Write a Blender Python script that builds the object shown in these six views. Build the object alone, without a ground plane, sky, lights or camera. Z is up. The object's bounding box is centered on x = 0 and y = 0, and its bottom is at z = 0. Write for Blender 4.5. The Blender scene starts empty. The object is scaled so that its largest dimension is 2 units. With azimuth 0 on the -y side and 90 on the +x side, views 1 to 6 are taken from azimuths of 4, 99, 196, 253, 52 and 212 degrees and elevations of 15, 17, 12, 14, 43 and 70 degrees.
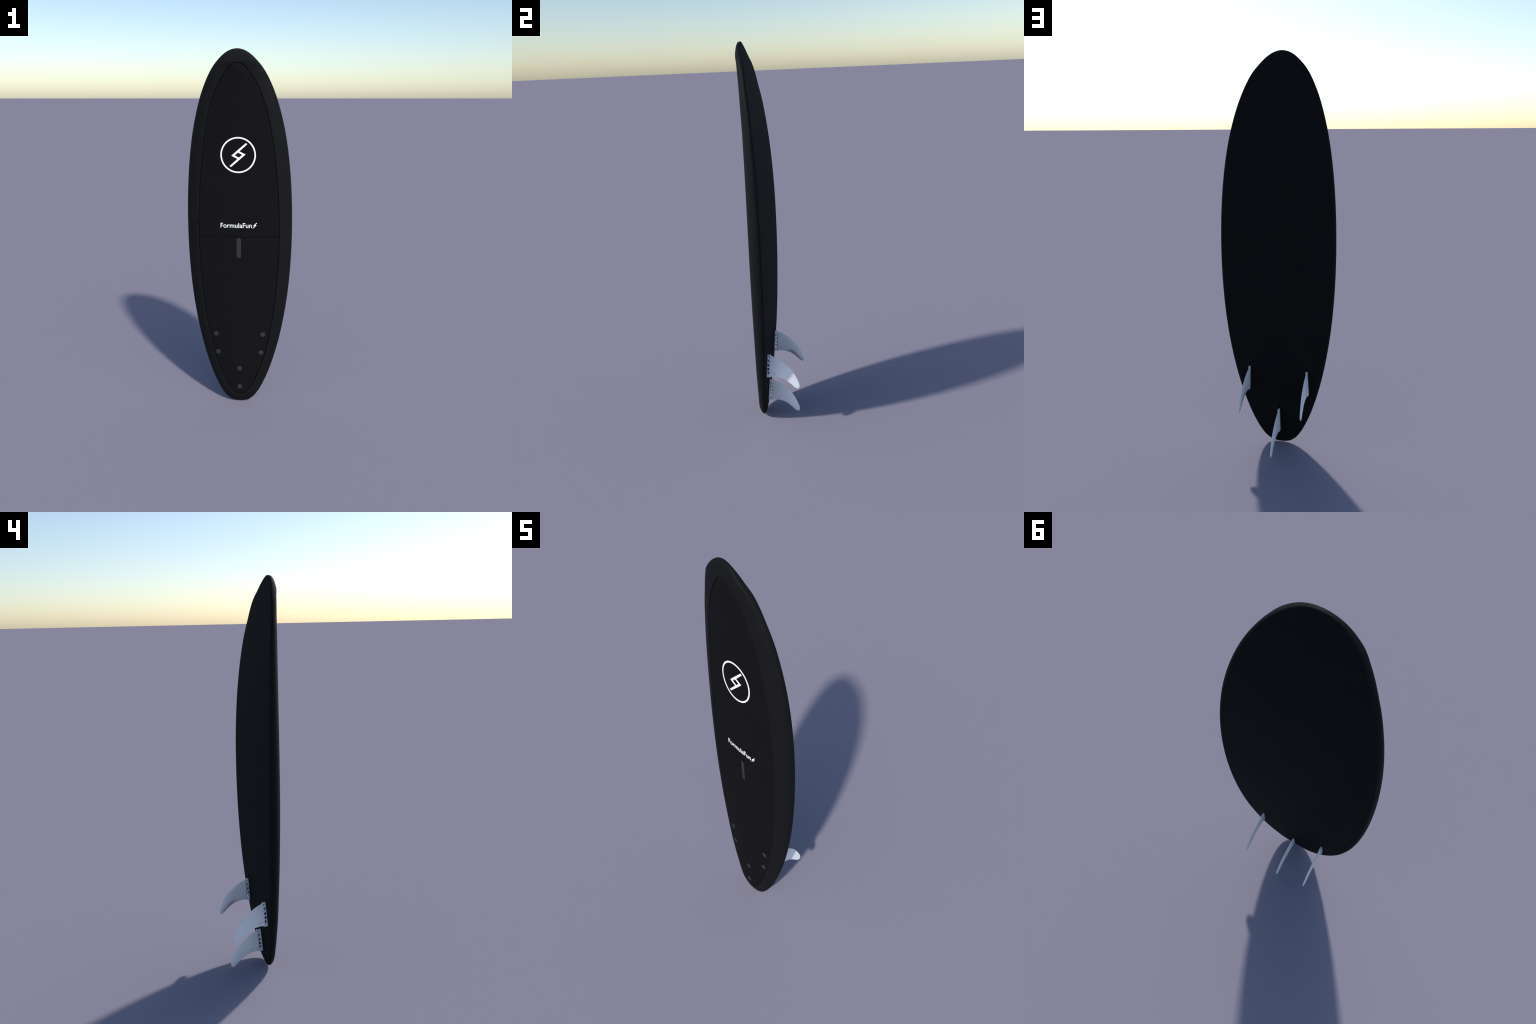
"""A black foam surfboard standing upright on its tail: deck towards -y, three fins towards +y."""
import bpy, bmesh, math
from mathutils import Vector, Matrix

LENGTH = 2.0

# ------------------------------------------------------------------ helpers
def pchip(table):
    """Shape-preserving cubic through (position, value) control points."""
    xs = [p[0] for p in table]; ys = [p[1] for p in table]; n = len(xs)
    h = [xs[i + 1] - xs[i] for i in range(n - 1)]
    s = [(ys[i + 1] - ys[i]) / h[i] for i in range(n - 1)]
    m = [s[0]] + [0.0] * (n - 2) + [s[-1]]
    for i in range(1, n - 1):
        if s[i - 1] * s[i] > 0:
            w1, w2 = 2 * h[i] + h[i - 1], h[i] + 2 * h[i - 1]
            m[i] = (w1 + w2) / (w1 / s[i - 1] + w2 / s[i])
    def f(x):
        if x <= xs[0]: return ys[0]
        if x >= xs[-1]: return ys[-1]
        lo, hi = 0, n - 1
        while hi - lo > 1:
            mid = (lo + hi) // 2
            if xs[mid] <= x: lo = mid
            else: hi = mid
        t = (x - xs[lo]) / h[lo]
        a, b = ys[lo], ys[lo + 1]
        return ((2*t**3 - 3*t*t + 1) * a + (t**3 - 2*t*t + t) * h[lo] * m[lo]
                + (3*t*t - 2*t**3) * b + (t**3 - t*t) * h[lo] * m[lo + 1])
    return f

def smooth01(t):
    t = max(0.0, min(1.0, t)); return t * t * (3 - 2 * t)

def clean_mesh(name, verts, faces, merge=1e-6):
    me = bpy.data.meshes.new(name)
    me.from_pydata([tuple(v) for v in verts], [], faces)
    bm = bmesh.new(); bm.from_mesh(me)
    bmesh.ops.remove_doubles(bm, verts=bm.verts, dist=merge)
    bmesh.ops.dissolve_degenerate(bm, edges=bm.edges, dist=1e-7)
    bmesh.ops.recalc_face_normals(bm, faces=bm.faces)
    bm.to_mesh(me); bm.free()
    return me

def shade(me, angle=35):
    for p in me.polygons: p.use_smooth = True
    me.set_sharp_from_angle(angle=math.radians(angle))

def add(name, me, mat, parent):
    ob = bpy.data.objects.new(name, me)
    bpy.context.scene.collection.objects.link(ob)
    if mat and not me.materials: me.materials.append(mat)
    ob.parent = parent
    return ob

# ---------------------------------------------------------------- materials
def material(name, base, rough, specular, grain=0.0, grain_scale=400.0, bump=0.0, coat=0.0, patch=0.0):
    m = bpy.data.materials.new(name); m.use_nodes = True
    nt = m.node_tree; bsdf = nt.nodes["Principled BSDF"]
    bsdf.inputs["Roughness"].default_value = rough
    bsdf.inputs["Specular IOR Level"].default_value = specular
    bsdf.inputs["Coat Weight"].default_value = coat
    bsdf.inputs["Base Color"].default_value = (*base, 1)
    tc = nt.nodes.new("ShaderNodeTexCoord")
    if grain:
        n = nt.nodes.new("ShaderNodeTexNoise"); n.inputs["Scale"].default_value = grain_scale
        n.inputs["Detail"].default_value = 3; n.inputs["Roughness"].default_value = 0.65
        nt.links.new(tc.outputs["Object"], n.inputs["Vector"])
        r = nt.nodes.new("ShaderNodeValToRGB")
        r.color_ramp.elements[0].position = 0.3; r.color_ramp.elements[1].position = 0.7
        r.color_ramp.elements[0].color = (*[c * (1 - grain) for c in base], 1)
        r.color_ramp.elements[1].color = (*[c * (1 + grain) for c in base], 1)
        nt.links.new(n.outputs["Fac"], r.inputs["Fac"])
        col = r.outputs["Color"]
        if patch:
            n2 = nt.nodes.new("ShaderNodeTexNoise"); n2.inputs["Scale"].default_value = 9
            n2.inputs["Detail"].default_value = 4
            nt.links.new(tc.outputs["Object"], n2.inputs["Vector"])
            mr = nt.nodes.new("ShaderNodeMapRange")
            mr.inputs["From Min"].default_value = 0.3; mr.inputs["From Max"].default_value = 0.7
            mr.inputs["To Min"].default_value = 1 - patch; mr.inputs["To Max"].default_value = 1 + patch
            nt.links.new(n2.outputs["Fac"], mr.inputs["Value"])
            mx = nt.nodes.new("ShaderNodeVectorMath"); mx.operation = 'SCALE'
            nt.links.new(col, mx.inputs[0]); nt.links.new(mr.outputs["Result"], mx.inputs["Scale"])
            col = mx.outputs["Vector"]
        nt.links.new(col, bsdf.inputs["Base Color"])
        if bump:
            b = nt.nodes.new("ShaderNodeBump"); b.inputs["Strength"].default_value = bump
            b.inputs["Distance"].default_value = 0.0008
            nt.links.new(n.outputs["Fac"], b.inputs["Height"])
            nt.links.new(b.outputs["Normal"], bsdf.inputs["Normal"])
    return m

M_RAIL = material("black_foam_skin", (0.0074, 0.0077, 0.0085), 0.62, 0.09, grain=0.30, grain_scale=270, bump=0.5, patch=0.06)
M_BOTTOM = material("black_slick_skin", (0.0100, 0.0103, 0.0108), 0.70, 0.027, grain=0.15, grain_scale=260, bump=0.12, patch=0.06)
M_PAD = material("black_deck_foam", (0.0070, 0.0070, 0.0080), 0.75, 0.05, grain=0.10, grain_scale=500, bump=0.15, patch=0.04)
M_CORE = material("dark_seam_core", (0.0030, 0.0030, 0.0034), 0.8, 0.05)
M_GREY = material("dark_grey_plastic", (0.033, 0.033, 0.036), 0.6, 0.12, grain=0.06, grain_scale=300, bump=0.05)
M_WHITE = material("white_print", (0.97, 0.97, 0.97), 0.6, 0.25)
M_BOX = material("black_fin_box_plastic", (0.016, 0.017, 0.020), 0.45, 0.25)
M_SLOT = material("black_slot", (0.0012, 0.0012, 0.0015), 0.9, 0.02)
M_FIN = material("pale_blue_grey_plastic", (0.86, 0.88, 0.91), 0.45, 0.3, grain=0.03, grain_scale=40)
M_TAB = material("pale_truss_plastic", (0.74, 0.79, 0.85), 0.5, 0.3)

def add_grey_brown_patch(m, spots):
    """Faint grey-brown patch on the outer face (t < 0) of a fin, in fin coordinates."""
    nt = m.node_tree; bsdf = nt.nodes["Principled BSDF"]
    tc = nt.nodes.new("ShaderNodeTexCoord"); sp = nt.nodes.new("ShaderNodeSeparateXYZ")
    nt.links.new(tc.outputs["Object"], sp.inputs[0])
    def math_node(op, a, b=None):
        n = nt.nodes.new("ShaderNodeMath"); n.operation = op
        for i, v in enumerate((a, b)):
            if v is None: continue
            if isinstance(v, (int, float)): n.inputs[i].default_value = v
            else: nt.links.new(v, n.inputs[i])
        return n.outputs[0]
    total = None
    for a, b, ra, rb in spots:
        u = math_node('DIVIDE', math_node('SUBTRACT', sp.outputs["X"], a), ra)
        v = math_node('DIVIDE', math_node('SUBTRACT', sp.outputs["Y"], b), rb)
        r = math_node('ADD', math_node('MULTIPLY', u, u), math_node('MULTIPLY', v, v))
        k = math_node('MAXIMUM', math_node('SUBTRACT', 1.0, r), 0.0)
        total = k if total is None else math_node('MAXIMUM', total, k)
    total = math_node('MULTIPLY', total, math_node('LESS_THAN', sp.outputs["Z"], 0.0))
    mix = nt.nodes.new("ShaderNodeMix"); mix.data_type = 'RGBA'
    nt.links.new(total, mix.inputs["Factor"])
    nt.links.new(bsdf.inputs["Base Color"].links[0].from_socket, mix.inputs["A"])
    mix.inputs["B"].default_value = (.52, .49, .47, 1)
    nt.links.new(mix.outputs["Result"], bsdf.inputs["Base Color"])

# -------------------------------------------------- board curves (over z, m)
# outline: half width = fullness * sqrt(z (2 - z))
fullness = pchip([(0, .40), (.0065, .375), (.012, .36), (.0228, .333), (.034, .323), (.055, .305), (.075, .298),
                  (.10, .291), (.15, .2855), (.25, .283), (.38, .285), (.5, .287), (.67, .290), (.86, .292),
                  (1.0, .2937), (1.12, .2955), (1.28, .299), (1.44, .3035), (1.58, .308), (1.69, .311),
                  (1.80, .3145), (1.886, .316), (1.916, .314), (1.94, .309), (1.96, .306), (2.0, .304)])
def half_width(z):
    return fullness(z) * math.sqrt(max(0.0, z * (LENGTH - z)))

# pad outline, same idea between its two ends
PAD_LO, PAD_HI = 0.054, 1.930
def _pad_ratio(z, p): return p / math.sqrt((z - PAD_LO) * (PAD_HI - z))
_pad = [(.0575, .0185), (.066, .033), (.077, .0445), (.117, .0715), (.1765, .0995), (.209, .1145), (.254, .1285),
        (.305, .145), (.43, .171), (.529, .1885), (.607, .199), (.737, .2115), (.9, .2215), (1.0, .2235),
        (1.1, .2222), (1.2136, .218), (1.4, .2025), (1.606, .172), (1.7045, .1495), (1.79, .1185), (1.83, .0995),
        (1.863, .0785), (1.896, .053), (1.917, .0335)]
_pr = [(z, _pad_ratio(z, p)) for z, p in _pad]
pad_fullness = pchip([(PAD_LO, _pr[0][1])] + _pr + [(PAD_HI, _pr[-1][1])])
def pad_half_width(z):
    return pad_fullness(z) * math.sqrt(max(0.0, (z - PAD_LO) * (PAD_HI - z)))

# bottom rocker; the small break near z = 1.915 is where the nose piece begins
bottom_y = pchip([(0, -.006), (.03, -.0015), (.0724, .0035), (.142, .0115), (.2, .0172), (.28, .0245), (.404, .034),
                  (.454, .0375), (.544, .0423), (.677, .0472), (.84, .051), (.97, .0522), (1.126, .0512), (1.256, .0482),
                  (1.37, .0435), (1.43, .040), (1.53, .0325), (1.62, .0238), (1.715, .0126), (1.793, -.0007),
                  (1.853, -.0105), (1.881, -.016), (1.9105, -.0240), (1.9165, -.0264), (1.933, -.0325), (1.9655, -.0417),
                  (1.987, -.0472), (2, -.0490)])
crest_y = pchip([(0, -.040), (.054, -.0425), (.1, -.0396), (.136, -.0365), (.22, -.0325), (.37, -.0285), (.57, -.0245),
                 (1, -.0225), (1.2, -.0235), (1.35, -.0255), (1.58, -.0330), (1.75, -.0452), (1.8, -.0500), (1.877, -.0585),
                 (1.907, -.0622), (1.920, -.0657), (1.94, -.0690), (1.965, -.0690), (2, -.0670)])
deck_mid_y = pchip([(0, -.0435), (.1, -.0435), (.2, -.0428), (.37, -.0405), (.6, -.0375), (1.0, -.0360), (1.25, -.0355),
                    (1.46, -.0372), (1.6, -.0415), (1.75, -.0528), (1.85, -.0630), (1.9, -.0685), (1.93, -.0705), (2, -.0705)])
_bottom_line = bottom_y
def bottom_y(z):
    return _bottom_line(z) - 0.0105 * half_width(z)
def apex_y(z):
    c = crest_y(z); return c + 0.77 * (bottom_y(z) - c)
def pad_recess(z):
    return 0.0012 + 0.0018 * smooth01((0.55 - z) / 0.45)
def pad_y(x, z):
    p = pad_half_width(z); e = crest_y(z) + pad_recess(z)
    if p < 1e-5: return e
    d = e + (deck_mid_y(z) - e) * smooth01(p / 0.045)
    return d + (e - d) * min(1.0, (x / p) ** 2)

def ring_theta(n):
    """Angles along one side, with extra rows at the break of the nose piece."""
    t = [math.pi * i / n for i in range(n + 1)]
    for z in (1.906, 1.9085, 1.9105, 1.9125, 1.915, 1.9175, 1.920):
        t.append(math.acos(1 - z))
    return sorted(t)

THETA = ring_theta(260)
GAP = 0.0009                               # half of the seam between pad and rim

surfboard = bpy.data.objects.new("surfboard", None)
bpy.context.scene.collection.objects.link(surfboard)
surfboard["label"] = "black foam surfboard standing upright with three pale grey fins"
surfboard["category"] = "surfboard"

# ------------------------------------------------------------ rail (rim loop)
def outer_point(th):
    z = 1 - math.cos(th); return half_width(z), z
def inner_point(th):
    z = PAD_LO + (PAD_HI - PAD_LO) * (1 - math.cos(th)) / 2
    return pad_half_width(z), z

# rail section: (share of the way rim edge -> outer edge, share of the drop crest -> apex)
RAIL_UP = pchip([(0, 0), (.12, .030), (.37, .145), (.66, .350), (.874, .600), (.98, .860), (1, 1)])
NOSE_UP = pchip([(0, 0), (.3, .03), (.6, .10), (.80, .19), (.91, .29), (.965, .40), (.990, .60), (1, 1)])
UP_Q = [0.0, .04, .08, .14, .22, .30, .38, .46, .54, .62, .70, .77, .83, .88, .92, .95, .972, .988, .996, 1.0]
RAIL_DOWN = [(1.0, .18), (.995, .38), (.982, .58), (.955, .78), (.91, .93), (.875, 1.0)]
TUCK = 0.07                               # metres that one unit of q means below the apex

def rail_section(th):
    xo, zo = outer_point(th); xi, zi = inner_point(th)
    d = Vector((xo - xi, zo - zi)); L = d.length; n = d / L
    xi2, zi2 = xi + n.x * GAP, zi + n.y * GAP
    L -= GAP
    pts = []
    yc = crest_y(zi2)
    for off, dy in ((0, .0125), (0, .0040), (.0004, .0018), (.0014, .0006)):
        pts.append((xi2 + n.x * off, yc + dy, zi2 + n.y * off))
    blunt = smooth01((zo - 1.80) / .17)      # the nose is cut off blunt, the tail is rounded
    ya = apex_y(zo)
    o0 = .003
    for q in UP_Q:
        l = o0 + (L - o0) * q
        x, z = xi2 + n.x * l, zi2 + n.y * l
        c = crest_y(z)
        pts.append((x, c + (ya - c) * (RAIL_UP(q) + (NOSE_UP(q) - RAIL_UP(q)) * blunt), z))
    yb = bottom_y(zo)
    # outward direction of the outline for the tuck under
    for q, f in RAIL_DOWN:
        back = (1 - q) * TUCK * min(1.0, L / .05) * (1 - .75 * blunt)
        x, z = xo - n.x * back, zo - n.y * back
        ybz = bottom_y(z)
        pts.append((x, ya + (ybz - ya) * f, z))
    return pts

secs = [rail_section(t) for t in THETA]
K = len(secs[0])
verts, faces = [], []
loop = secs + [[(-x, y, z) for x, y, z in s] for s in secs[-2:0:-1]]
for s in loop: verts += s
N = len(loop)
for i in range(N):
    j = (i + 1) % N
    for k in range(K - 1):
        faces.append((i * K + k, i * K + k + 1, j * K + k + 1, j * K + k))
me = clean_mesh("rail", verts, faces); shade(me, 40)
rail = add("rail", me, M_RAIL, surfboard)

# ---------------------------------------------------------------- bottom
edge = [s[-1] for s in secs]               # crease line on +x
U = [-1 + 2 * i / 24 for i in range(25)]
verts, faces = [], []
for (x, y, z) in edge:
    for u in U:
        verts.append((x * u, y + (0.0006 - .0024 * smooth01((.8 - z) / .4)) * (1 - u * u) * min(1.0, x / .1), z))
for i in range(len(edge) - 1):
    for k in range(24):
        a = i * 25 + k; faces.append((a, a + 1, a + 26, a + 25))
me = clean_mesh("bottom", verts, faces)
# face the bottom towards +y
if sum(p.normal.y * p.area for p in me.polygons) < 0: me.flip_normals()
shade(me, 40)
bottom = add("bottom", me, M_BOTTOM, surfboard)

# ---------------------------------------------------------------- deck core under the pad
def rows(lo, hi, n=200):
    r = [PAD_LO + (PAD_HI - PAD_LO) * (1 - math.cos(math.pi * i / n)) / 2 for i in range(n + 1)]
    r = [z for z in r if lo + 1e-4 < z < hi - 1e-4]
    return [lo] + r + [hi]

verts, faces = [], []
zz = rows(PAD_LO + 1e-5, PAD_HI - 1e-5)
for z in zz:
    w = pad_half_width(z) + .0022
    for u in U: verts.append((w * u, pad_y(min(abs(w * u), pad_half_width(z)), z) + .0098, z))
for i in range(len(zz) - 1):
    for k in range(24):
        a = i * 25 + k; faces.append((a, a + 1, a + 26, a + 25))
me = clean_mesh("deck_core", verts, faces); shade(me)
add("deck_core", me, M_CORE, surfboard)

# ---------------------------------------------------------------- traction pads
SEAM = 1.0055
def pad_mesh(name, lo, hi, lo_open, hi_open):
    cols = sorted(set([-1 + 2 * i / 30 for i in range(31)] + [s * c for s in (-1, 1) for c in (.97, .985, .994)]))
    zz = rows(lo, hi); top, bot = [], []
    C = len(cols)
    for z in zz:
        p = max(0.0004, pad_half_width(z) - GAP)
        for u in cols:
            x = p * u
            d = min(p - abs(x), (z - lo) if lo_open else 9, (hi - z) if hi_open else 9)
            e = .0012 * max(0.0, 1 - d / .003) ** 2
            y = pad_y(x, z)
            top.append((x, y + e, z)); bot.append((x, y + .0080, z))
    R = len(zz); faces = []; off = len(top)
    for i in range(R - 1):
        for k in range(C - 1):
            a = i * C + k
            faces.append((a, a + 1, a + C + 1, a + C))
            faces.append((off + a + C, off + a + C + 1, off + a + 1, off + a))
        for k in (0, C - 1):
            a = i * C + k; faces.append((a, a + C, off + a + C, off + a))
    for i in (0, R - 1):
        for k in range(C - 1):
            a = i * C + k; faces.append((a, a + 1, off + a + 1, off + a))
    me = clean_mesh(name, top + bot, faces, 2e-5)
    return me

HANDLE_X, HANDLE_LO, HANDLE_HI, HANDLE_R = .0000, .8855, 1.0036, .0130
def pill_outline(r_extra=0.0, dx=0.0, dz=0.0, n=16):
    r = HANDLE_R + r_extra; pts = []
    for zc, a0 in ((HANDLE_HI - HANDLE_R, 0), (HANDLE_LO + HANDLE_R, math.pi)):
        for i in range(n + 1):
            a = a0 + math.pi * i / n
            pts.append((HANDLE_X + dx + r * math.cos(a), zc + dz * (a0 == 0) + r * math.sin(a)))
    return pts
def prism(name, outline, y0, y1):
    """Closed prism; y0 and y1 may be functions of (x, z)."""
    f0 = y0 if callable(y0) else (lambda x, z: y0)
    f1 = y1 if callable(y1) else (lambda x, z: y1)
    n = len(outline)
    verts = [(x, f0(x, z), z) for x, z in outline] + [(x, f1(x, z), z) for x, z in outline]
    faces = [tuple(range(n)), tuple(range(2 * n - 1, n - 1, -1))]
    for i in range(n):
        j = (i + 1) % n; faces.append((i, j, n + j, n + i))
    return clean_mesh(name, verts, faces)

upper = add("traction_pad", pad_mesh("traction_pad", SEAM + .0008, PAD_HI - .0009, True, False), M_PAD, surfboard)
lower = add("traction_pad", pad_mesh("traction_pad", PAD_LO + .0009, SEAM - .0008, False, True), M_PAD, surfboard)
cutter = add("cutter", prism("cutter", pill_outline(.0016, .0012, .0030), -.2, .2), None, None)
for pad in (upper, lower):                 # the carry handle is sunk into the foam
    mod = pad.modifiers.new("handle", 'BOOLEAN'); mod.object = cutter; mod.operation = 'DIFFERENCE'; mod.solver = 'EXACT'
    bpy.context.view_layer.update()
    cut = bpy.data.meshes.new_from_object(pad.evaluated_get(bpy.context.evaluated_depsgraph_get()))
    pad.modifiers.clear(); pad.data = cut; shade(cut, 30)
bpy.data.objects.remove(cutter, do_unlink=True)

me = prism("carry_handle", pill_outline(0.0),
           lambda x, z: pad_y(0, z) + .0042, lambda x, z: pad_y(0, z) + .0096); shade(me, 30)
add("carry_handle", me, M_GREY, surfboard)

# ---------------------------------------------------------------- fin plugs on the deck
def plug_mesh(r=.0141, t=.0030, n=40):
    verts, faces = [], []
    prof = [(r, t), (r, .0006), (r - .0005, .0001), (r - .0012, 0.0), (r * .5, -.0001)]
    for rr, y in prof:
        for i in range(n):
            a = 2 * math.pi * i / n; verts.append((rr * math.cos(a), y, rr * math.sin(a)))
    verts.append((0, -.00012, 0)); c = len(verts) - 1
    for k in range(len(prof) - 1):
        for i in range(n):
            j = (i + 1) % n; faces.append((k * n + i, k * n + j, (k + 1) * n + j, (k + 1) * n + i))
    k = (len(prof) - 1) * n
    for i in range(n): faces.append((k + i, k + (i + 1) % n, c))
    me = clean_mesh("fin_plug", verts, faces)
    if me.polygons[-1].normal.y > 0: me.flip_normals()
    shade(me, 50); return me
pm = plug_mesh(); pm.materials.append(M_GREY)
for x, z in ((-.1357, .4308), (.1357, .4308), (-.1247, .3188), (.1247, .3188), (0, .2188), (0, .1038)):
    ob = add("fin_plug", pm, None, surfboard)
    e = .004
    nrm = Vector(((pad_y(x + e, z) - pad_y(x - e, z)) / (2 * e), -1, (pad_y(x, z + e) - pad_y(x, z - e)) / (2 * e))).normalized()
    ob.location = Vector((x, pad_y(x, z), z)) + nrm * .0014
    ob.rotation_mode = 'QUATERNION'
    ob.rotation_quaternion = Vector((0, -1, 0)).rotation_difference(nrm)

# ---------------------------------------------------------------- printed marks
def on_deck(x, z, lift): return (x, pad_y(x, z) - lift, z)

def drape(outline_faces_2d, lift, name):
    """outline_faces_2d: list of (points, quads) strips in x/z; laid on the pad as thin prints."""
    verts, faces = [], []
    for pts, fs in outline_faces_2d:
        o = len(verts)
        n = len(pts)
        verts += [on_deck(x, z, lift) for x, z in pts] + [on_deck(x, z, -.0005) for x, z in pts]
        faces += [tuple(o + i for i in f) for f in fs]
        cnt = {}
        for f in fs:
            for a, b in zip(f, f[1:] + f[:1]):
                key = (min(a, b), max(a, b)); cnt[key] = cnt.get(key, 0) + 1
        for (a, b), c in cnt.items():
            if c == 1: faces.append((o + a, o + b, o + n + b, o + n + a))
    return clean_mesh(name, verts, faces)

LOGO_Z = 1.4590
def ring_strip(r0, r1, n=96):
    pts = []
    for r in (r0, r1):
        for i in range(n):
            a = 2 * math.pi * i / n; pts.append((r * math.cos(a), LOGO_Z + r * math.sin(a)))
    return pts, [(i, (i + 1) % n, n + (i + 1) % n, n + i) for i in range(n)]

def split_quad(q, n=6):
    """Quad of 4 corners -> strip of n pieces so that it follows the deck."""
    a, b, c, d = [Vector(p) for p in q]; pts = []
    for i in range(n + 1):
        t = i / n; p = a.lerp(b, t); r = d.lerp(c, t); pts += [tuple(p), tuple(r)]
    return pts, [(2*i, 2*i + 2, 2*i + 3, 2*i + 1) for i in range(n)]

def bolt(cx, cz, s, fat=1.0):
    """Lightning mark: two long bars joined by two short ones (point symmetric)."""
    bar = [(.0400, .0636), (.0486, .0584), (-.0198, -.0018), (-.0388, -.0036)]
    link = [(-.0388, -.0036), (-.0198, -.0018), (.0068, -.0158), (-.0018, -.0218)]
    def wider(p, q): return (p[0] + (q[0] - p[0]) * fat, p[1] + (q[1] - p[1]) * fat)
    bar[1], bar[2] = wider(bar[0], bar[1]), wider(bar[3], bar[2])
    link[1], link[2] = bar[2], wider(link[3], link[2])
    out = []
    for q in (bar, link):
        for sg in (1, -1):
            out.append(split_quad([(cx + sg * s * x, cz + sg * s * z) for x, z in q]))
    return out

me = drape([ring_strip(.0878, .0957)], .0007, "logo_ring"); shade(me, 30)
add("logo_ring", me, M_WHITE, surfboard)
me = drape(bolt(.0018, LOGO_Z, 1.0), .0007, "logo_bolt"); shade(me, 30)
add("logo_bolt", me, M_WHITE, surfboard)

def lettering(body, x0, x1, z0, cap):
    cu = bpy.data.curves.new("lettering", 'FONT'); cu.body = body; cu.size = 1.0
    cu.offset = 0.006; cu.space_character = 1.0; cu.resolution_u = 4
    ob = bpy.data.objects.new("lettering_source", cu); bpy.context.scene.collection.objects.link(ob)
    bpy.context.view_layer.update()
    me = bpy.data.meshes.new_from_object(ob.evaluated_get(bpy.context.evaluated_depsgraph_get()))
    bpy.data.objects.remove(ob, do_unlink=True)
    xs = [v.co.x for v in me.vertices]; ys = [v.co.y for v in me.vertices]
    lo, hi = min(xs), max(xs); b, t = min(ys), max(ys)
    pts = [(x0 + (v.co.x - lo) / (hi - lo) * (x1 - x0), z0 + (v.co.y - b) / (t - b) * cap) for v in me.vertices]
    fs = [tuple(p.vertices) for p in me.polygons]
    return pts, fs
me = drape([lettering("FormulaFun", -.1008, .0730, 1.0605, .0270)] + bolt(.0895, 1.0743, .247, 1.35), .0007, "lettering")
shade(me, 30)
add("lettering", me, M_WHITE, surfboard)

# vent plug on the rim
def rim_y(x, z):
    best = min((Vector(v.co) for v in rail.data.vertices if v.co.x * x > 0 and v.co.y < .02),
               key=lambda c: (c.x - x) ** 2 + (c.z - z) ** 2)
    return best.y
vm = plug_mesh(.0052, .002, 24)
vent = add("vent_plug", vm, M_SLOT, surfboard)
vent.location = (-.2345, rim_y(-.2345, 1.083) - .0006, 1.083)
vent.rotation_euler = (0, 0, math.radians(-17))

# ---------------------------------------------------------------- fins
LEAD = [(-.0030, .0190), (.0053, .0325), (.0107, .0473), (.0204, .0667), (.0333, .0863), (.0472, .1046), (.0677, .1290),
        (.0931, .1481), (.1175, .1627), (.1425, .1746), (.1599, .1806), (.1700, .1803), (.1765, .1770)]
TRAIL = [(.1253, .0190), (.1215, .0417), (.1225, .0594), (.1255, .0801), (.1313, .0980), (.1428, .1177), (.1584, .1376),
         (.1712, .1531), (.1779, .1652), (.1791, .1726), (.1765, .1770)]
def by_length(pts, n):
    d = [0.0]
    for a, b in zip(pts, pts[1:]): d.append(d[-1] + math.dist(a, b))
    fx = pchip([(l, p[0]) for l, p in zip(d, pts)]); fy = pchip([(l, p[1]) for l, p in zip(d, pts)])
    return [(fx(d[-1] * i / n), fy(d[-1] * i / n)) for i in range(n + 1)]

def blade_mesh(name, inner, outer, bevelled=False, n=44, m=22):
    """Foiled blade in (s along base, h out of the board, t thickness)."""
    L, T = by_length(LEAD, n), by_length(TRAIL, n)
    chord = [(1 - math.cos(math.pi * k / m)) / 2 for k in range(m + 1)]
    verts, faces = [], []
    for side, tm in ((1, inner), (-1, outer)):
        for i in range(n + 1):
            tau = i / n
            size = math.dist(L[i], T[i]); cl = min(1.0, size / .03) ** .6
            w = smooth01((tau - .12) / .45) if (bevelled and side > 0) else 0.0
            for k, c in enumerate(chord):
                f = (4 * c * (1 - c)) ** .70
                t = tm * f * (1 - .30 * tau) * cl
                if w:                      # side fins: the hollow face rolls off to a blunt back edge
                    d = c * .52 / chord[m - 2] if k <= m - 2 else (.93 if k == m - 1 else 1.0)
                    c2 = c + (d - c) * w
                    tb = .0052 * cl * (min(1.0, c2 / .3) ** .5 if k <= m - 2 else (.78 if k == m - 1 else 0.0))
                    t, c = t + (tb - t) * w, c2
                s_ = L[i][0] + (T[i][0] - L[i][0]) * c; h = L[i][1] + (T[i][1] - L[i][1]) * c
                verts.append((s_, h, side * t))
    M = m + 1; off = (n + 1) * M
    for o in (0, off):
        for i in range(n):
            for k in range(m):
                a = o + i * M + k; faces.append((a, a + 1, a + M + 1, a + M))
    faces.append(tuple(list(range(M)) + [off + k for k in range(M - 2, 0, -1)]))
    me = clean_mesh(name, verts, faces, 1e-5); shade(me, 75)
    if bevelled:                           # normals tilted aft to darken the inner back edge beyond its real curve
        roll = {}
        for i in range(n + 1):
            w = smooth01((i / n - .12) / .45)
            aft = Vector((T[i][0] - L[i][0], T[i][1] - L[i][1], 0))
            if w > 0 and aft.length > 1e-4:
                phi = math.radians(84) * w
                roll[tuple(round(c, 5) for c in verts[i * M + m - 1])] = (Vector((0, 0, 1)) * math.cos(phi) + aft.normalized() * math.sin(phi))
        flat = {tuple(round(c, 5) for c in verts[off + i * M + m]) for i in range(n + 1)}
        normals = []
        for v in me.vertices:
            key = tuple(round(c, 5) for c in v.co)
            if key in roll: normals.append(roll[key].normalized())
            elif key in flat: normals.append(Vector((0, 0, -1)))
            else: normals.append(v.normal.copy())
        me.normals_split_custom_set_from_vertices(normals)
    return me

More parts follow.
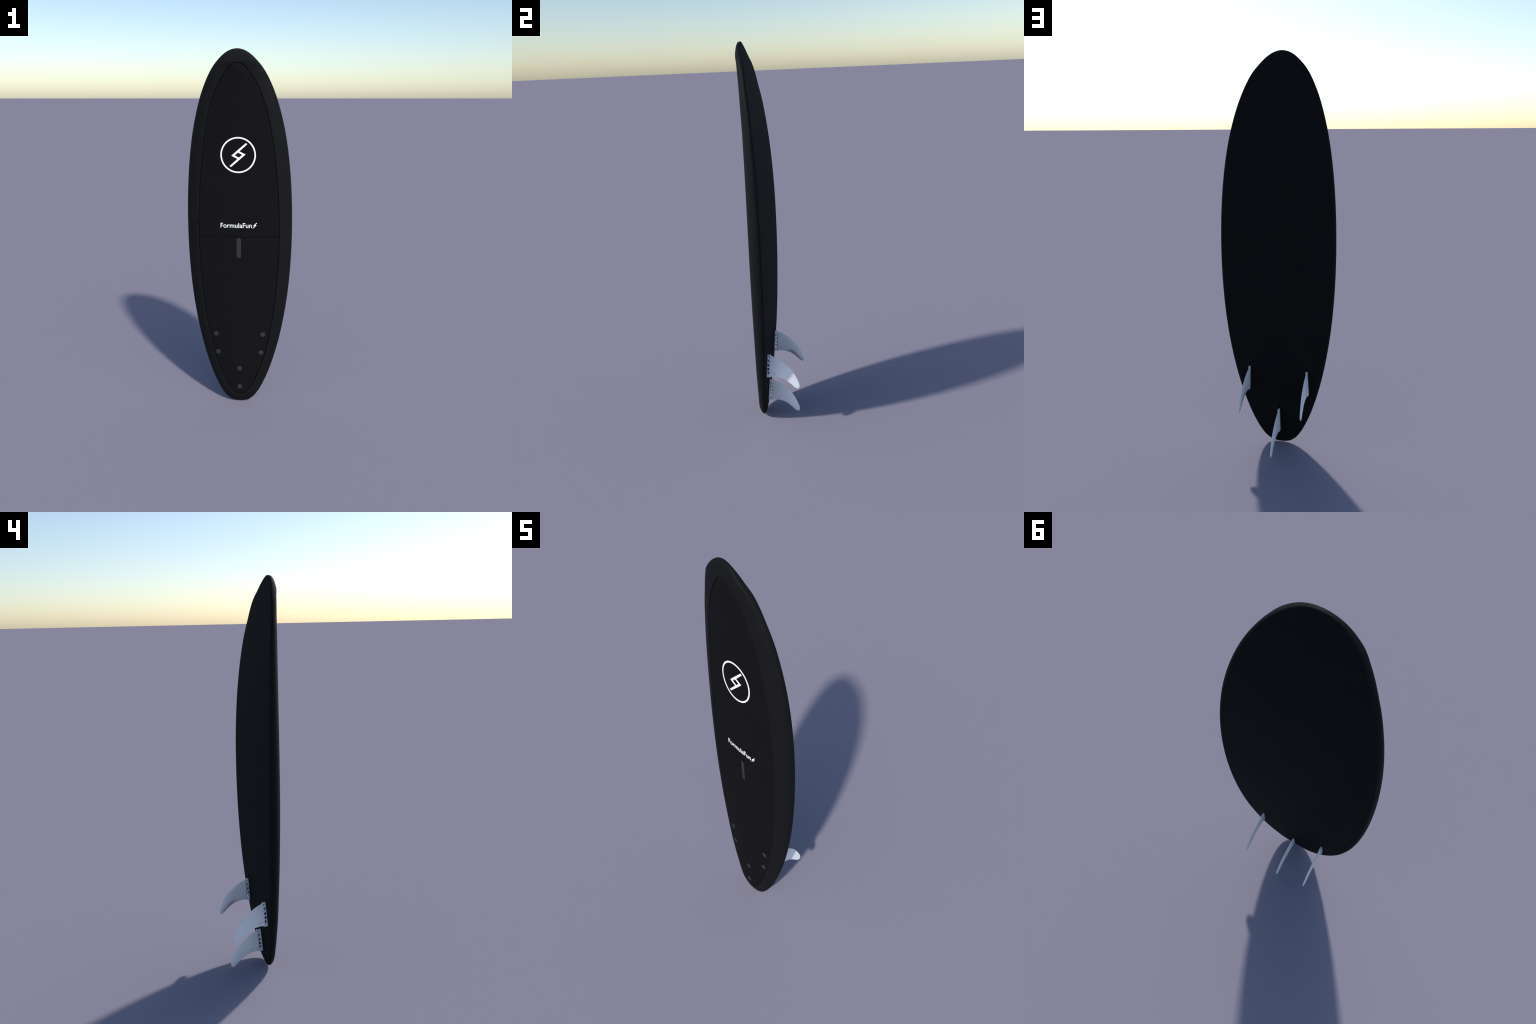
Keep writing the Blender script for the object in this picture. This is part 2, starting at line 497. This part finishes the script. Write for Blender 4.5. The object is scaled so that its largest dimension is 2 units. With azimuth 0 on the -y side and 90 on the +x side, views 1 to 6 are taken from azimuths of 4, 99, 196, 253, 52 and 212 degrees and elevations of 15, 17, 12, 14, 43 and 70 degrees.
def tab_mesh(name, half_t=.0030):
    """Truss base: plate with five openings and a rebate at each end."""
    outline = [(-.002, -.001), (-.002, .0110), (.0015, .0122), (.0015, .0134), (-.0042, .0146), (-.0042, .0192), (-.002, .0205),
               (.1255, .0205), (.1275, .0192), (.1275, .0146), (.1225, .0134), (.1225, .0122), (.1262, .0110), (.1262, -.001)]
    holes = [[(.0040, .0165), (.0070, .0065), (.0175, .0165)],
             [(.0200, .0045), (.0330, .0045), (.0410, .0165), (.0300, .0165)],
             [(.0465, .0045), (.0645, .0045), (.0645, .0160), (.0530, .0165)],
             [(.0720, .0160), (.0720, .0045), (.0900, .0045), (.0840, .0165)],
             [(.0910, .0165), (.0980, .0045), (.1045, .0045), (.1110, .0165)]]
    cu = bpy.data.curves.new(name, 'CURVE'); cu.dimensions = '2D'; cu.fill_mode = 'BOTH'
    cu.extrude = half_t
    for poly in [outline] + holes:
        sp = cu.splines.new('POLY'); sp.points.add(len(poly) - 1); sp.use_cyclic_u = True
        for p, (s, h) in zip(sp.points, poly): p.co = (s, h, 0, 1)
    ob = bpy.data.objects.new(name, cu); bpy.context.scene.collection.objects.link(ob)
    bpy.context.view_layer.update()
    me = bpy.data.meshes.new_from_object(ob.evaluated_get(bpy.context.evaluated_depsgraph_get()))
    bpy.data.objects.remove(ob, do_unlink=True)
    me.materials.clear(); shade(me, 30)
    return me

def box_mesh(half_w, s0, s1, h0, h1, r, inner=None, n=8):
    """Rounded plate in the fin frame, or a ring when `inner` (rim width) is given."""
    def loop_pts(w, a, b, rr):
        pts = []
        for cs, ct, a0 in ((b - rr, w - rr, 0), (a + rr, w - rr, .5), (a + rr, -w + rr, 1), (b - rr, -w + rr, 1.5)):
            for i in range(n + 1):
                an = math.pi * (a0 + .5 * i / n); pts.append((cs + rr * math.cos(an), ct + rr * math.sin(an)))
        return pts
    o = loop_pts(half_w, s0, s1, r); k = len(o); verts, faces = [], []
    if inner is None:
        verts = [(s, h1, t) for s, t in o] + [(s, h0, t) for s, t in o]
        faces = [tuple(range(k))] + [(i, (i + 1) % k, k + (i + 1) % k, k + i) for i in range(k)]
    else:
        q = loop_pts(half_w - inner, s0 + inner, s1 - inner, max(r - inner, .0008))
        for pts, h in ((o, h0), (o, h1 - .0003), (None, h1), (q, h1), (q, h0)):
            if pts is None: pts = loop_pts(half_w - .0004, s0 + .0004, s1 - .0004, r - .0003)
            verts += [(s, h, t) for s, t in pts]
        for j in range(4):
            for i in range(k):
                faces.append((j*k + i, j*k + (i + 1) % k, (j+1)*k + (i + 1) % k, (j+1)*k + i))
    me = clean_mesh("fin_box", verts, faces); shade(me, 35)
    return me

M_SIDE_FIN = M_FIN.copy(); M_SIDE_FIN.name = "patchy_fin_plastic"
add_grey_brown_patch(M_SIDE_FIN, [(.1010, .0380, .0028, .0110), (.1060, .0470, .0070, .0035), (.1000, .0300, .0022, .0030)])
side_blade = blade_mesh("fin", .0060, .0012, bevelled=True); side_blade.materials.append(M_SIDE_FIN)
mid_blade = blade_mesh("fin", .0062, .0062); mid_blade.materials.append(M_FIN)
tab = tab_mesh("fin_base"); tab.materials.append(M_TAB)
frame_side = box_mesh(.0072, -.030, .131, -.004, .0012, .0070, inner=.0022); frame_side.materials.append(M_BOX)
floor_side = box_mesh(.0062, -.029, .130, -.004, .0004, .0060); floor_side.materials.append(M_SLOT)

def frame_matrix(origin, along, toward_inner):
    """Columns: s (down the base), h (out of the bottom), t."""
    s = Vector(along).normalized()
    h = Vector((0, 1, 0)); h = (h - s * h.dot(s)).normalized()
    t = s.cross(h).normalized()
    m = Matrix((s, h, t)).transposed().to_4x4(); m.translation = Vector(origin)
    return m, (t.dot(Vector(toward_inner)) > 0)

def place_fin(a, b, blade, inner):
    m, ok = frame_matrix(a, Vector(b) - Vector(a), inner)
    ob = bpy.data.objects.new("fin", blade); bpy.context.scene.collection.objects.link(ob)
    ob.parent = surfboard
    ob.matrix_local = m if ok else m @ Matrix.Diagonal((1, 1, -1, 1))
    base = bpy.data.objects.new("fin_base", tab); bpy.context.scene.collection.objects.link(base)
    base.parent = ob
    # fin box lies on the board's bottom surface
    z0, z1 = a[2], b[2]; x0 = a[0]
    pa = Vector((a[0], bottom_y(a[2]) + .0008, a[2])); pb = Vector((b[0], bottom_y(b[2]) + .0008, b[2]))
    bm_, _ = frame_matrix(pa, pb - pa, inner)
    fr = bpy.data.objects.new("fin_box", frame_side); bpy.context.scene.collection.objects.link(fr)
    fr.parent = surfboard; fr.matrix_local = bm_
    fl = bpy.data.objects.new("fin_slot", floor_side); bpy.context.scene.collection.objects.link(fl)
    fl.parent = fr
    return ob

place_fin((.1522, .0297, .4275), (.1582, .0232, .3053), side_blade, (-1, 0, 0))
place_fin((-.1522, .0297, .4275), (-.1582, .0232, .3053), side_blade, (1, 0, 0))
place_fin((0, .0177, .1988), (0, .0060, .0724), mid_blade, (1, 0, 0))
